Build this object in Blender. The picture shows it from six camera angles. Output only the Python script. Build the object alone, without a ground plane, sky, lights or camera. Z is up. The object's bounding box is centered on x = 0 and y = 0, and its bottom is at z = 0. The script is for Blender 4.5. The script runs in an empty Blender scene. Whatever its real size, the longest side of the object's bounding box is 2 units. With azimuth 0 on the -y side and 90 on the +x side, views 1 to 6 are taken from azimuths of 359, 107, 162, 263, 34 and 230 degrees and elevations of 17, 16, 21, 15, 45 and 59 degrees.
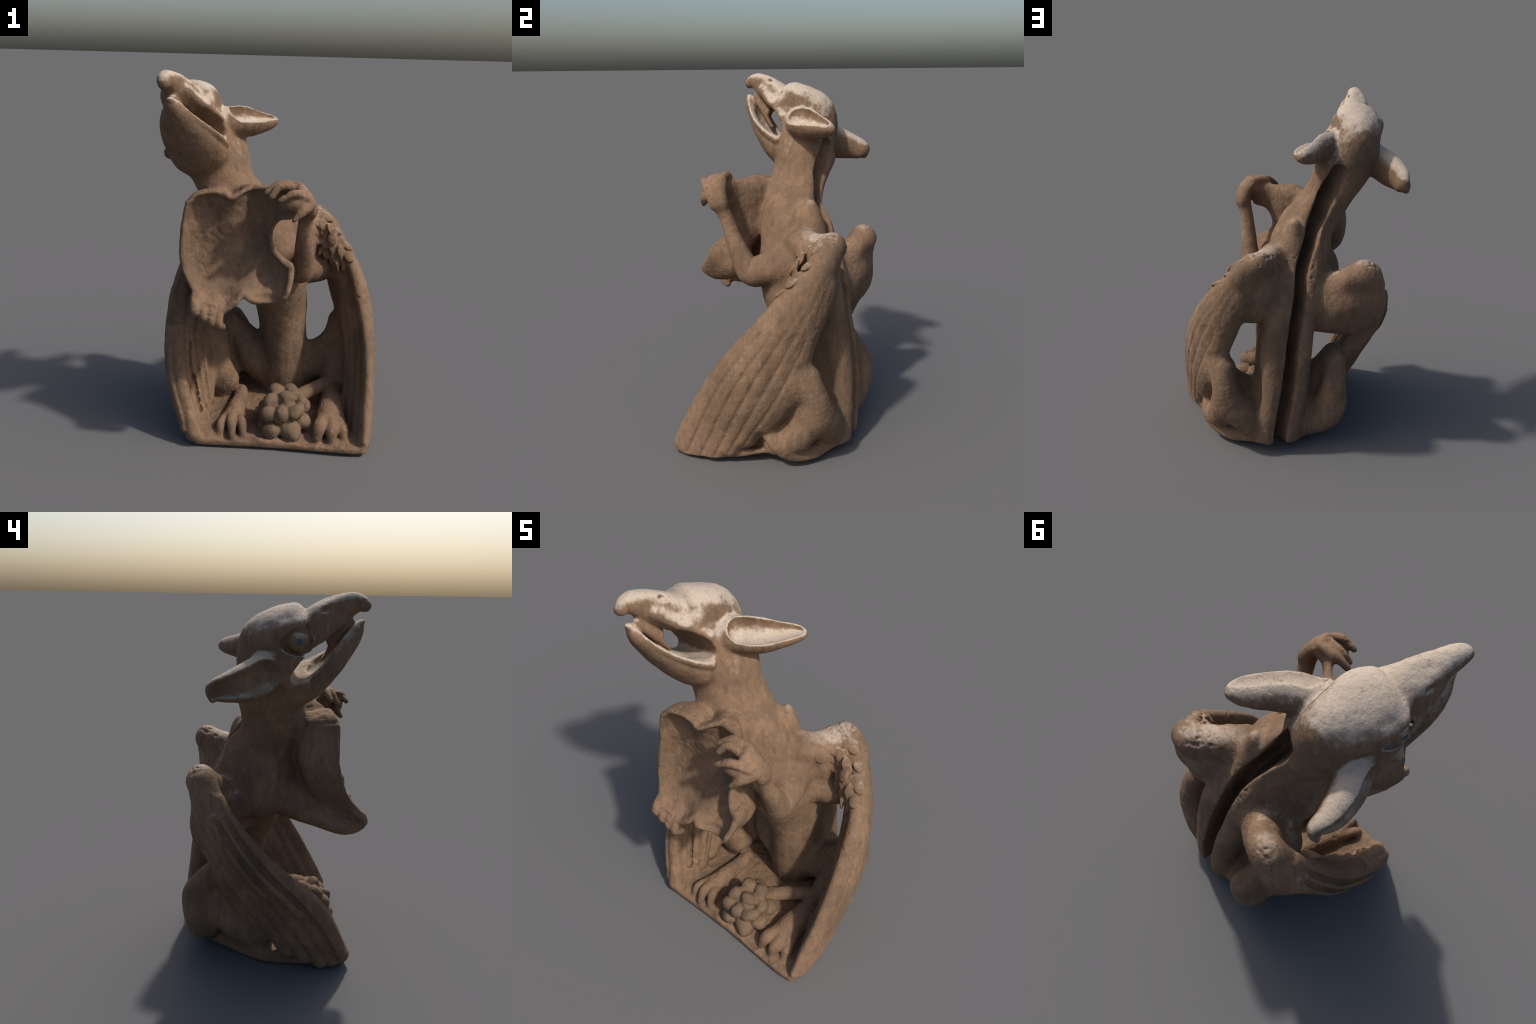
# A winged, long-eared stone beast squatting on a slab and holding a lobed dish.
# The body is modelled as an implicit surface: anatomical parts are lofts of elliptical
# sections, capsules and ellipsoids, blended with smooth unions, cut by smooth subtraction,
# meshed with surface nets and then split into named, seam-free parts.
import math
import numpy as np

V3 = lambda *a: np.array(a, np.float32)
BAND = 0.07          # distance up to which each part's field is evaluated


def unit(v):
    v = np.asarray(v, np.float64)
    return v / np.linalg.norm(v)


# ------------------------------------------------------------------ field helpers
def smin(a, b, k):
    if k <= 0:
        return np.minimum(a, b)
    h = np.maximum(k - np.abs(a - b), 0)
    return np.minimum(a, b) - h * h / (4 * k)


def smax(a, b, k):
    return -smin(-a, -b, k)


def catmull(rows, n):
    """Resample rows of numbers with a centripetal-like Catmull-Rom spline."""
    r = np.asarray(rows, np.float64)
    if len(r) < 3:
        t = np.linspace(0, 1, max(2, min(n, 4)))[:, None]
        return r[0] * (1 - t) + r[-1] * t
    p = np.vstack([2 * r[0] - r[1], r, 2 * r[-1] - r[-2]])
    t = np.linspace(0, len(r) - 1 - 1e-9, n)
    i = t.astype(int)
    f = (t - i)[:, None]
    a, b, c, d = p[i], p[i + 1], p[i + 2], p[i + 3]
    return 0.5 * (2 * b + (c - a) * f + (2 * a - 5 * b + 4 * c - d) * f ** 2 + (3 * b - a - 3 * c + d) * f ** 3)


class Tube:
    """Round tube through points (x, y, z, radius)."""

    def __init__(self, pts, n=None):
        self.p = catmull(pts, n or (len(pts) * 4 if len(pts) > 2 else 2))
        self.p[:, 3] = np.maximum(self.p[:, 3], 0.003)

    def boxes(self):
        for a, b in zip(self.p[:-1], self.p[1:]):
            r = max(a[3], b[3])
            yield np.minimum(a[:3], b[:3]) - r, np.maximum(a[:3], b[:3]) + r, (a, b)

    def dist(self, seg, X, Y, Z):
        a, b = seg
        d = b[:3] - a[:3]
        l2 = max(float(d @ d), 1e-9)
        x, y, z = X - a[0], Y - a[1], Z - a[2]
        t = np.clip((x * d[0] + y * d[1] + z * d[2]) / l2, 0, 1)
        return np.sqrt((x - t * d[0]) ** 2 + (y - t * d[1]) ** 2 + (z - t * d[2]) ** 2) - (a[3] + t * (b[3] - a[3]))


class Loft:
    """Elliptical loft: stations (x, y, z, rx, ry); rx runs along `side`, ry across it."""

    def __init__(self, stations, side, n=None, sides=None):
        s = np.asarray(stations, np.float64)
        if sides is not None:
            s = np.hstack([s, np.asarray(sides, np.float64)])
        else:
            s = np.hstack([s, np.tile(unit(side), (len(s), 1))])
        self.s = catmull(s, n or (len(s) * 4 if len(s) > 2 else 2))
        self.s[:, 3:5] = np.maximum(self.s[:, 3:5], 0.004)

    def boxes(self):
        for a, b in zip(self.s[:-1], self.s[1:]):
            r = max(a[3], a[4], b[3], b[4])
            yield np.minimum(a[:3], b[:3]) - r, np.maximum(a[:3], b[:3]) + r, (a, b)

    def dist(self, seg, X, Y, Z):
        a, b = seg
        d = b[:3] - a[:3]
        l = math.sqrt(max(float(d @ d), 1e-9))
        T = d / l
        S = unit((a[5:8] + b[5:8]) / 2)
        S = unit(S - T * (S @ T))
        W = np.cross(T, S)
        x, y, z = X - a[0], Y - a[1], Z - a[2]
        ax = x * T[0] + y * T[1] + z * T[2]
        t = np.clip(ax / l, 0, 1)
        over = ax - t * l
        u = x * S[0] + y * S[1] + z * S[2]
        w = x * W[0] + y * W[1] + z * W[2]
        ru = a[3] + t * (b[3] - a[3])
        rw = a[4] + t * (b[4] - a[4])
        ro = np.minimum(ru, rw)
        k0 = np.sqrt((u / ru) ** 2 + (w / rw) ** 2 + (over / ro) ** 2)
        k1 = np.sqrt((u / ru ** 2) ** 2 + (w / rw ** 2) ** 2 + (over / ro ** 2) ** 2)
        return np.maximum(k0 * (k0 - 1) / np.maximum(k1, 1e-6), -ro)


class Blob:
    """Ellipsoid with centre c, radii r along the rows of `axes`."""

    def __init__(self, c, r, axes=None):
        self.c, self.r = np.asarray(c, np.float64), np.asarray(r, np.float64)
        self.A = np.eye(3) if axes is None else np.array([unit(a) for a in axes])

    def boxes(self):
        e = np.sqrt(((self.A * self.r[:, None]) ** 2).sum(0))
        yield self.c - e, self.c + e, None

    def dist(self, seg, X, Y, Z):
        x, y, z = X - self.c[0], Y - self.c[1], Z - self.c[2]
        q = [x * A[0] + y * A[1] + z * A[2] for A in self.A]
        k0 = np.sqrt(sum((v / r) ** 2 for v, r in zip(q, self.r)))
        k1 = np.sqrt(sum((v / r ** 2) ** 2 for v, r in zip(q, self.r)))
        return np.maximum(k0 * (k0 - 1) / np.maximum(k1, 1e-6), -self.r.min())


class Func:
    """Any field given as a function of x, y, z inside a box."""

    def __init__(self, lo, hi, f):
        self.lo, self.hi, self.f = np.asarray(lo, float), np.asarray(hi, float), f

    def boxes(self):
        yield self.lo, self.hi, None

    def dist(self, seg, X, Y, Z):
        return self.f(X, Y, Z)


class Group:
    """Named part: primitives joined with blend k; then blended into the whole with `join`."""

    def __init__(self, name, prims, k=0.02, join=0.02, cuts=()):
        self.name, self.prims, self.k, self.join, self.cuts = name, prims, k, join, cuts


class Grid:
    def __init__(self, lo, hi, h):
        self.lo, self.h = np.asarray(lo, np.float64), h
        self.n = np.ceil((np.asarray(hi) - self.lo) / h).astype(int) + 1
        self.ax = [(self.lo[i] + h * np.arange(self.n[i])).astype(np.float32) for i in range(3)]

    def window(self, lo, hi, pad):
        a = np.clip(np.floor((np.asarray(lo) - pad - self.lo) / self.h).astype(int), 0, self.n - 1)
        b = np.clip(np.ceil((np.asarray(hi) + pad - self.lo) / self.h).astype(int) + 1, 1, self.n)
        return a, b

    def axes(self, a, b):
        return (self.ax[0][a[0]:b[0], None, None], self.ax[1][None, a[1]:b[1], None], self.ax[2][None, None, a[2]:b[2]])

    def prim(self, p):
        bx = list(p.boxes())
        lo, hi = np.min([b[0] for b in bx], 0), np.max([b[1] for b in bx], 0)
        a, b = self.window(lo, hi, BAND)
        out = np.full(np.maximum(b - a, 0), BAND, np.float32)
        for l, h_, seg in bx:
            c, d = self.window(l, h_, BAND)
            if (d <= c).any():
                continue
            v = p.dist(seg, *self.axes(c, d)).astype(np.float32)
            o = out[c[0] - a[0]:d[0] - a[0], c[1] - a[1]:d[1] - a[1], c[2] - a[2]:d[2] - a[2]]
            np.minimum(o, v, out=o)
        return a, b, out

    def union(self, prims, k):
        parts = [self.prim(p) for p in prims]
        a, b = np.min([p[0] for p in parts], 0), np.max([p[1] for p in parts], 0)
        out = np.full(b - a, BAND, np.float32)
        for c, d, v in parts:
            o = out[c[0] - a[0]:d[0] - a[0], c[1] - a[1]:d[1] - a[1], c[2] - a[2]:d[2] - a[2]]
            o[...] = smin(o, v, k)
        return a, b, out


def surface_nets(F, lo, h):
    """Quads of the zero level of F (negative inside)."""
    ins = F < 0
    nx, ny, nz = F.shape
    c = np.zeros((nx - 1, ny - 1, nz - 1), np.uint8)
    for i in (0, 1):
        for j in (0, 1):
            for k in (0, 1):
                c += ins[i:nx - 1 + i, j:ny - 1 + j, k:nz - 1 + k]
    act = (c > 0) & (c < 8)
    idx = np.full(c.shape, -1, np.int32)
    cells = np.argwhere(act)
    idx[act] = np.arange(len(cells), dtype=np.int32)
    acc, cnt = np.zeros((len(cells), 3)), np.zeros(len(cells))
    I = cells.T
    corner = {}
    for i in (0, 1):
        for j in (0, 1):
            for k in (0, 1):
                corner[i, j, k] = F[I[0] + i, I[1] + j, I[2] + k]
    for e in range(3):
        for u in (0, 1):
            for v in (0, 1):
                p, q = [0, 0, 0], [0, 0, 0]
                o = [x for x in range(3) if x != e]
                p[o[0]] = q[o[0]] = u
                p[o[1]] = q[o[1]] = v
                q[e] = 1
                A, B = corner[tuple(p)], corner[tuple(q)]
                m = (A < 0) != (B < 0)
                t = A[m] / (A[m] - B[m])
                pt = np.tile(np.array(p, float), (m.sum(), 1))
                pt[:, e] = t
                acc[m] += pt
                cnt[m] += 1
    verts = lo + h * (cells + acc / cnt[:, None])
    quads = []
    for e in range(3):
        o = [(1, 2), (2, 0), (0, 1)][e]
        A = np.take(ins, range(F.shape[e] - 1), e)
        B = np.take(ins, range(1, F.shape[e]), e)
        for flip, hit in ((False, A & ~B), (True, ~A & B)):
            q = np.argwhere(hit)
            q = q[(q[:, o[0]] > 0) & (q[:, o[1]] > 0) & (q[:, o[0]] < F.shape[o[0]] - 1) & (q[:, o[1]] < F.shape[o[1]] - 1)]
            ids = []
            for du, dv in ((-1, -1), (0, -1), (0, 0), (-1, 0)):
                r = q.copy()
                r[:, o[0]] += du
                r[:, o[1]] += dv
                ids.append(idx[r[:, 0], r[:, 1], r[:, 2]])
            Q = np.stack(ids, 1)
            quads.append(Q[:, ::-1] if flip else Q)
    return verts, np.vstack(quads)


class Noise:
    """Seeded value noise on a lattice, smooth-interpolated."""

    def __init__(self, seed, size=32):
        self.t = np.random.RandomState(seed).rand(size, size, size).astype(np.float32) * 2 - 1
        self.size = size

    def __call__(self, P, freq, stretch=(1, 1, 1)):
        q = P * (freq * np.asarray(stretch)) + 37.3
        i = np.floor(q).astype(int)
        f = (q - i)
        f = (f * f * (3 - 2 * f)).astype(np.float32)
        out = 0
        for a in (0, 1):
            for b in (0, 1):
                for c in (0, 1):
                    w = (f[:, 0] if a else 1 - f[:, 0]) * (f[:, 1] if b else 1 - f[:, 1]) * (f[:, 2] if c else 1 - f[:, 2])
                    j = (i + (a, b, c)) % self.size
                    out = out + w * self.t[j[:, 0], j[:, 1], j[:, 2]]
        return out


# ------------------------------------------------------------------ the head's own frame
HF = unit((-0.31, -0.87, 0.39))                        # towards the beak
HL = np.array((0.93, -0.2, 0.30))
HL = unit(HL - HF * (HL @ HF))                         # towards the beast's left ear
HU = np.cross(HF, HL)                                  # towards the crown
HO = np.array((-0.40, 0.0, 1.76))


def hd(f, l, u, *radii):
    return tuple(HO + f * HF + l * HL + u * HU) + radii


def hblob(f, l, u, rf, rl, ru):
    return Blob(hd(f, l, u), (rf, rl, ru), (HF, HL, HU))


# ------------------------------------------------------------------ anatomy
def torso_and_neck():
    torso = Loft([
        (0.135, 0.24, 0.00, 0.15, 0.20), (0.13, 0.23, 0.15, 0.145, 0.215), (0.12, 0.235, 0.35, 0.142, 0.205),
        (0.10, 0.215, 0.55, 0.145, 0.195), (0.075, 0.165, 0.72, 0.160, 0.205), (0.04, 0.11, 0.88, 0.180, 0.23),
        (-0.015, 0.06, 1.05, 0.165, 0.205), (-0.088, 0.005, 1.22, 0.142, 0.15)], (1, 0.12, 0), n=64)
    neck = Loft([
        (-0.075, 0.02, 1.16, 0.142, 0.16), (-0.155, -0.004, 1.28, 0.152, 0.142), (-0.226, -0.016, 1.37, 0.155, 0.134),
        (-0.278, -0.006, 1.46, 0.160, 0.132), (-0.318, 0.04, 1.57, 0.172, 0.145), (-0.37, 0.06, 1.68, 0.15, 0.15)], (1, 0.6, 0.3), n=48)
    hump = [Blob((0.01, 0.145, 1.14), (0.07, 0.075, 0.20)), Blob((-0.11, 0.175, 1.10), (0.06, 0.07, 0.18))]
    ridge_l = Tube([(-0.17, 0.105, 1.48, 0.034), (-0.12, 0.105, 1.39, 0.042), (-0.065, 0.105, 1.28, 0.042), (0.005, 0.15, 1.16, 0.05), (0.07, 0.225, 1.0, 0.06), (0.15, 0.295, 0.8, 0.075),
                    (0.185, 0.335, 0.6, 0.075), (0.205, 0.38, 0.38, 0.06), (0.235, 0.39, 0.15, 0.055), (0.24, 0.385, 0.04, 0.055)])
    ridge_r = Tube([(-0.31, 0.16, 1.52, 0.05), (-0.225, 0.12, 1.38, 0.05), (-0.155, 0.125, 1.26, 0.045), (-0.10, 0.19, 1.14, 0.05), (-0.055, 0.275, 0.95, 0.06),
                    (0.0, 0.33, 0.7, 0.055), (0.05, 0.385, 0.4, 0.055), (0.10, 0.39, 0.15, 0.05), (0.10, 0.385, 0.04, 0.05)])
    return [Group("torso", [torso] + hump + [ridge_l, ridge_r, Tube([(0.11, 0.13, 0.10, 0.10), (0.105, 0.11, 0.30, 0.098), (0.10, 0.098, 0.48, 0.095), (0.08, 0.075, 0.65, 0.10), (0.05, 0.03, 0.80, 0.11)]), Blob((-0.18, 0.075, 0.97), (0.115, 0.135, 0.18)), Blob((-0.17, -0.04, 1.08), (0.10, 0.11, 0.15))], k=0.05, join=0.03), Group("neck", [neck], join=0.06)]


def channel():
    pts = [(-0.245, 0.205, 1.60), (-0.20, 0.185, 1.49), (-0.14, 0.165, 1.36), (-0.085, 0.19, 1.26), (-0.01, 0.28, 1.10), (0.025, 0.325, 0.95),
           (0.09, 0.39, 0.64), (0.13, 0.44, 0.38), (0.172, 0.45, 0.13), (0.175, 0.45, -0.05)]
    rad = [0.040, 0.047, 0.046, 0.040, 0.036, 0.036, 0.038, 0.040, 0.038, 0.038]
    deep = [0.12, 0.165, 0.17, 0.165, 0.16, 0.16, 0.17, 0.17, 0.16, 0.16]
    return Loft([p + (r, d) for p, r, d in zip(pts, rad, deep)], (1, 0.1, 0.2), n=34)


def head():
    g = []
    skull = [hblob(-0.03, 0, 0.04, 0.155, 0.122, 0.128), hblob(0.065, 0, 0.07, 0.10, 0.112, 0.088), Tube([(-0.205, 0.075, 1.63, 0.054), (-0.185, 0.07, 1.55, 0.052), (-0.165, 0.05, 1.47, 0.045)]),
             hblob(-0.05, 0, -0.09, 0.14, 0.145, 0.15), hblob(0.02, 0.07, -0.10, 0.09, 0.065, 0.11), hblob(0.02, -0.07, -0.10, 0.09, 0.065, 0.11),
             hblob(0.07, 0, -0.01, 0.10, 0.125, 0.075),
             hblob(0.04, 0.06, 0.065, 0.11, 0.075, 0.08), hblob(0.03, -0.065, 0.06, 0.12, 0.075, 0.08), hblob(0.06, -0.185, -0.175, 0.022, 0.015, 0.03), hblob(0.120, 0, 0.100, 0.042, 0.088, 0.046),
             hblob(0.02, -0.13, -0.10, 0.11, 0.058, 0.12), hblob(0.10, -0.11, -0.02, 0.075, 0.045, 0.055)]
    brow = [Tube([hd(0.02, s * 0.112, 0.075, 0.02), hd(0.075, s * 0.122, 0.088, 0.026), hd(0.135, s * 0.105, 0.078, 0.026), hd(0.155, s * 0.07, 0.075, 0.02)]) for s in (-1,)]
    brow.append(Tube([hd(0.04, 0.095, 0.07, 0.02), hd(0.12, 0.085, 0.07, 0.022)]))
    sockets = [(Blob(hd(0.100, s * 0.142, 0.012), (0.070, 0.030, 0.068), (HF, HL, HU)), 0.012) for s in (-1,)]
    crease = [(Tube([hd(0.162, s * 0.05, 0.095, 0.006), hd(0.160, s * 0.105, 0.04, 0.009), hd(0.158, s * 0.118, -0.03, 0.008), hd(0.13, s * 0.125, -0.085, 0.006)]), 0.008) for s in (-1,)]
    g.append(Group("head", skull + brow, k=0.04, join=0.05))
    beak = Loft([hd(0.09, 0, 0.00, 0.115, 0.085), hd(0.16, 0, 0.005, 0.10, 0.085), hd(0.22, 0, 0.022, 0.082, 0.086), hd(0.28, 0, 0.032, 0.068, 0.076),
                 hd(0.35, 0, 0.045, 0.054, 0.060), hd(0.41, 0, 0.040, 0.042, 0.044), hd(0.436, 0, 0.014, 0.030, 0.030)], HL, n=40)
    cheeks = [Tube([hd(0.05, s * 0.115, -0.072, 0.034), hd(0.12, s * 0.10, -0.035, 0.028), hd(0.20, s * 0.083, -0.022, 0.024), hd(0.30, s * 0.056, 0.012, 0.022)]) for s in (1, -1)]
    cheeks += [Tube([hd(0.18, s * 0.042, 0.05, 0.035), hd(0.26, s * 0.040, 0.068, 0.032), hd(0.33, s * 0.022, 0.072, 0.026), hd(0.39, s * 0.01, 0.062, 0.022)]) for s in (1, -1)]
    g.append(Group("upper_beak", [beak] + cheeks, k=0.03, join=0.015,
                   cuts=[(Blob(hd(0.275, -0.070, 0.085), (0.022, 0.018, 0.014), (HF, HL, HU)), 0.01), (Blob(hd(0.275, 0.070, 0.085), (0.022, 0.018, 0.014), (HF, HL, HU)), 0.01),
                         (Tube([hd(0.10, 0, -0.09, 0.06), hd(0.2, 0, -0.085, 0.035), hd(0.30, 0, -0.055, 0.022), hd(0.40, 0, -0.030, 0.018)]), 0.02)]))
    jaw = Loft([hd(-0.06, -0.015, -0.225, 0.135, 0.11), hd(0.03, -0.02, -0.228, 0.147, 0.090), hd(0.12, -0.018, -0.203, 0.138, 0.076), hd(0.21, -0.02, -0.164, 0.120, 0.064),
                hd(0.285, -0.014, -0.122, 0.094, 0.054), hd(0.34, 0, -0.088, 0.055, 0.045), hd(0.378, 0, -0.062, 0.03, 0.022), hd(0.40, 0, -0.055, 0.012, 0.01)], HL, n=48)
    lips = [Tube([hd(0.01, s * 0.124, -0.192 - 0.006 * s, 0.02), hd(0.10, s * 0.127, -0.186 - 0.003 * s, 0.018), hd(0.20, s * 0.106, -0.158 - 0.006 * s, 0.015), hd(0.29, s * 0.068, -0.111 - 0.010 * s, 0.014), hd(0.36, s * 0.028, -0.067 - 0.005 * s, 0.012)]) for s in (1, -1)]
    g.append(Group("lower_jaw", [jaw] + lips, k=0.015, join=0.02,
                   cuts=[(Loft([hd(-0.02, 0, -0.13, 0.10, 0.05), hd(0.06, 0, -0.145, 0.105, 0.055), hd(0.14, 0, -0.14, 0.10, 0.055), hd(0.22, 0, -0.108, 0.08, 0.05), hd(0.28, 0, -0.072, 0.055, 0.04), hd(0.34, 0, -0.035, 0.028, 0.025), hd(0.39, 0, -0.012, 0.02, 0.02)], HL), 0.015),
                         (Loft([hd(0.02, 0.13, -0.115, 0.12, 0.055), hd(0.10, 0.13, -0.112, 0.12, 0.058), hd(0.20, 0.11, -0.094, 0.11, 0.058), hd(0.29, 0.07, -0.058, 0.08, 0.05), hd(0.36, 0.03, -0.018, 0.05, 0.036)], HL), 0.012)]))
    g.append(Group("tongue", [Loft([hd(0.155, -0.02, -0.125, 0.030, 0.034), hd(0.19, -0.015, -0.105, 0.028, 0.036), hd(0.235, -0.01, -0.085, 0.028, 0.034), hd(0.29, -0.005, -0.058, 0.026, 0.032), hd(0.345, 0, -0.030, 0.022, 0.026)], HL)], join=0.015))
    for s, name in ((1, "ear"), (-1, "ear.001")):
        wide = 1.0
        shell = Loft([hd(-0.05, s * 0.09, -0.045, 0.074, 0.07), hd(-0.105, s * 0.170, -0.040, 0.086, 0.086), hd(-0.172, s * 0.228, -0.034, 0.083, 0.090),
                      hd(-0.257, s * 0.272, -0.020, 0.062, 0.076), hd(-0.325, s * 0.306, -0.005, 0.043, 0.056), hd(-0.362, s * 0.318, 0.0, 0.024, 0.030)] if s > 0 else
                     [hd(-0.05, s * 0.10, -0.055, 0.085, 0.07), hd(-0.105, s * 0.185, -0.052, 0.096, 0.080), hd(-0.17, s * 0.238, -0.040, 0.092, 0.074),
                      hd(-0.25, s * 0.275, -0.016, 0.072, 0.058), hd(-0.318, s * 0.284, -0.006, 0.052, 0.034), hd(-0.335, s * 0.315, -0.028, 0.02, 0.016)], HU, n=34)
        out = unit((0.42 * HF + s * 0.78 * HL + (0.42 if s > 0 else 0.12) * HU))                     # the cup opens forwards and outwards
        cup = []
        for k in np.linspace(0.2, 0.93, 7):
            q = shell.s[int(k * (len(shell.s) - 1))]
            cup.append(tuple(q[:3] + out * (q[4] * (0.86 if s > 0 else 1.05) + 0.004)) + (max(q[3] - 0.016, 0.012), max(q[4] * 0.95, 0.014)))
        bowl = Loft(cup, HU, n=24)
        g.append(Group(name, [shell], join=0.02, cuts=[(bowl, 0.008)]))
    for c in sockets + crease:
        CARVED.append(c)

    return g


def mouth_cut():
    gap = Loft([hd(0.035, 0, -0.135, 0.25, 0.042), hd(0.08, 0, -0.118, 0.25, 0.056), hd(0.13, 0, -0.100, 0.25, 0.050), hd(0.175, 0, -0.085, 0.25, 0.034)], HL)
    return gap


def dish():
    # outline of the lobed rim in (x, z), seen from the front
    rim = catmull([(-0.447, 1.355), (-0.470, 1.22), (-0.475, 1.06), (-0.434, 0.955), (-0.345, 0.865), (-0.235, 0.815), (-0.165, 0.86), (-0.136, 0.89),
                   (-0.085, 0.855), (-0.012, 0.838), (0.06, 0.865), (0.105, 0.95), (0.118, 1.05), (0.06, 1.09), (0.02, 1.13), (0.01, 1.2), (0.04, 1.265), (0.105, 1.315),
                   (0.115, 1.40), (0.06, 1.435), (-0.04, 1.44), (-0.13, 1.43), (-0.18, 1.405), (-0.21, 1.395), (-0.25, 1.415), (-0.32, 1.42), (-0.40, 1.40), (-0.443, 1.355)], 90)[:-1]

    def outline(x, z):
        d2 = np.full(np.broadcast(x, z).shape, 9.0, np.float32)
        inside = np.zeros(d2.shape, bool)
        for (ax, az), (bx, bz) in zip(rim, np.roll(rim, -1, 0)):
            ex, ez = bx - ax, bz - az
            t = np.clip(((x - ax) * ex + (z - az) * ez) / (ex * ex + ez * ez + 1e-12), 0, 1)
            d2 = np.minimum(d2, (x - ax - t * ex) ** 2 + (z - az - t * ez) ** 2)
            inside ^= ((az <= z) != (bz <= z)) & (x < ax + (z - az) / (bz - az + 1e-12) * ex)
        return np.where(inside, -np.sqrt(d2), np.sqrt(d2))

    bump = Blob((0.025, -0.30, 0.975), (0.085, 0.12, 0.11))
    plate = Loft([(0.10, -0.362, 1.36, 0.070, 0.024), (0.01, -0.325, 1.36, 0.078, 0.030), (-0.08, -0.25, 1.355, 0.082, 0.038), (-0.14, -0.16, 1.33, 0.09, 0.06)], (0, 0, 1))

    def field(X, Y, Z):
        if np.ndim(X) == 3:
            d = outline(X[:, 0, :], Z[0, :, :])[:, None, :]
        else:
            d = outline(X, Z)
        plane = np.interp(Z, [0.80, 0.87, 0.92, 0.955, 1.02, 1.10, 1.17, 1.25, 1.355, 1.45], [-0.465, -0.452, -0.42, -0.388, -0.348, -0.320, -0.305, -0.307, -0.311, -0.285]).astype(np.float32)
        low = np.clip((1.15 - Z) / 0.12, 0, 1)
        right_low = np.interp(X, [-0.25, -0.14, -0.04, 0.05, 0.12], [0.0, -0.02, -0.06, -0.085, -0.07])
        right_top = np.interp(X, [-0.20, -0.10, -0.02, 0.05, 0.11], [0.0, 0.042, 0.02, -0.035, -0.075])
        plane = plane + low * right_low + (1 - low) * right_top
        plane = np.where((X > -0.12) & (Z < 1.0), np.maximum(plane, -0.475 + 0.9 * np.maximum(0.905 - Z, 0) * np.clip((X + 0.12) / 0.08, 0, 1)), plane).astype(np.float32)
        R, th = 0.145, 0.031
        D = np.interp(X, [-0.20, -0.05, 0.03], [0.185, 0.13, 0.075]).astype(np.float32) + 0.10 * low * np.clip((X + 0.12) / 0.12, 0, 1)
        yy = (Y - plane)
        outer = (((np.maximum(R + d, 0) / R) ** 2.6 + (np.abs(yy) / D) ** 2.6) ** (1 / 2.6) - 1) * R
        outer = np.where((R + d) <= 0, np.abs(yy) - D, outer)
        Ri, Di = R - th, np.minimum(D - th, 0.075 - 0.028 * np.clip((Z - 1.12) / 0.12, 0, 1))
        q = np.maximum(R + d, 0)
        inner = (((q / Ri) ** 2.6 + (np.abs(yy) / Di) ** 2.6) ** (1 / 2.6) - 1) * np.minimum(Ri, Di)
        inner = np.where(q <= 0, np.abs(yy) - Di, inner)
        # four hollow lobes meeting in ridges
        for cx, cz, rx, ry, rz in ((-0.325, 1.255, 0.115, 0.072, 0.125), (-0.09, 1.29, 0.10, 0.045, 0.12), (-0.285, 0.98, 0.13, 0.055, 0.13), (-0.015, 0.985, 0.095, 0.115, 0.105)):
            lobe = (np.sqrt(((X - cx) / rx) ** 2 + (yy / ry) ** 2 + ((Z - cz) / rz) ** 2) - 1) * min(rx, ry, rz)
            inner = smin(inner, lobe, 0.015)
        inner = np.maximum(inner, d + th * 0.8)
        swirl = 0.0018 * np.sin(X * 70 + 2.2 * np.sin(Z * 38)) * np.sin(Z * 62 + 1.7 * np.sin(X * 45))
        inner = inner + swirl * np.clip((-d - 0.05) / 0.04, 0, 1)
        outer = smin(outer, bump.dist(None, X, Y, Z), 0.03)
        for _, _, seg in plate.boxes():
            outer = smin(outer, plate.dist(seg, X, Y, Z), 0.02)
        return smax(smax(outer, -yy * 0.95, 0.018), -inner, 0.014)

    return Group("lobed_dish", [Func((-0.50, -0.54, 0.79), (0.15, -0.02, 1.47), field)], k=0.02, join=0.04)


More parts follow.
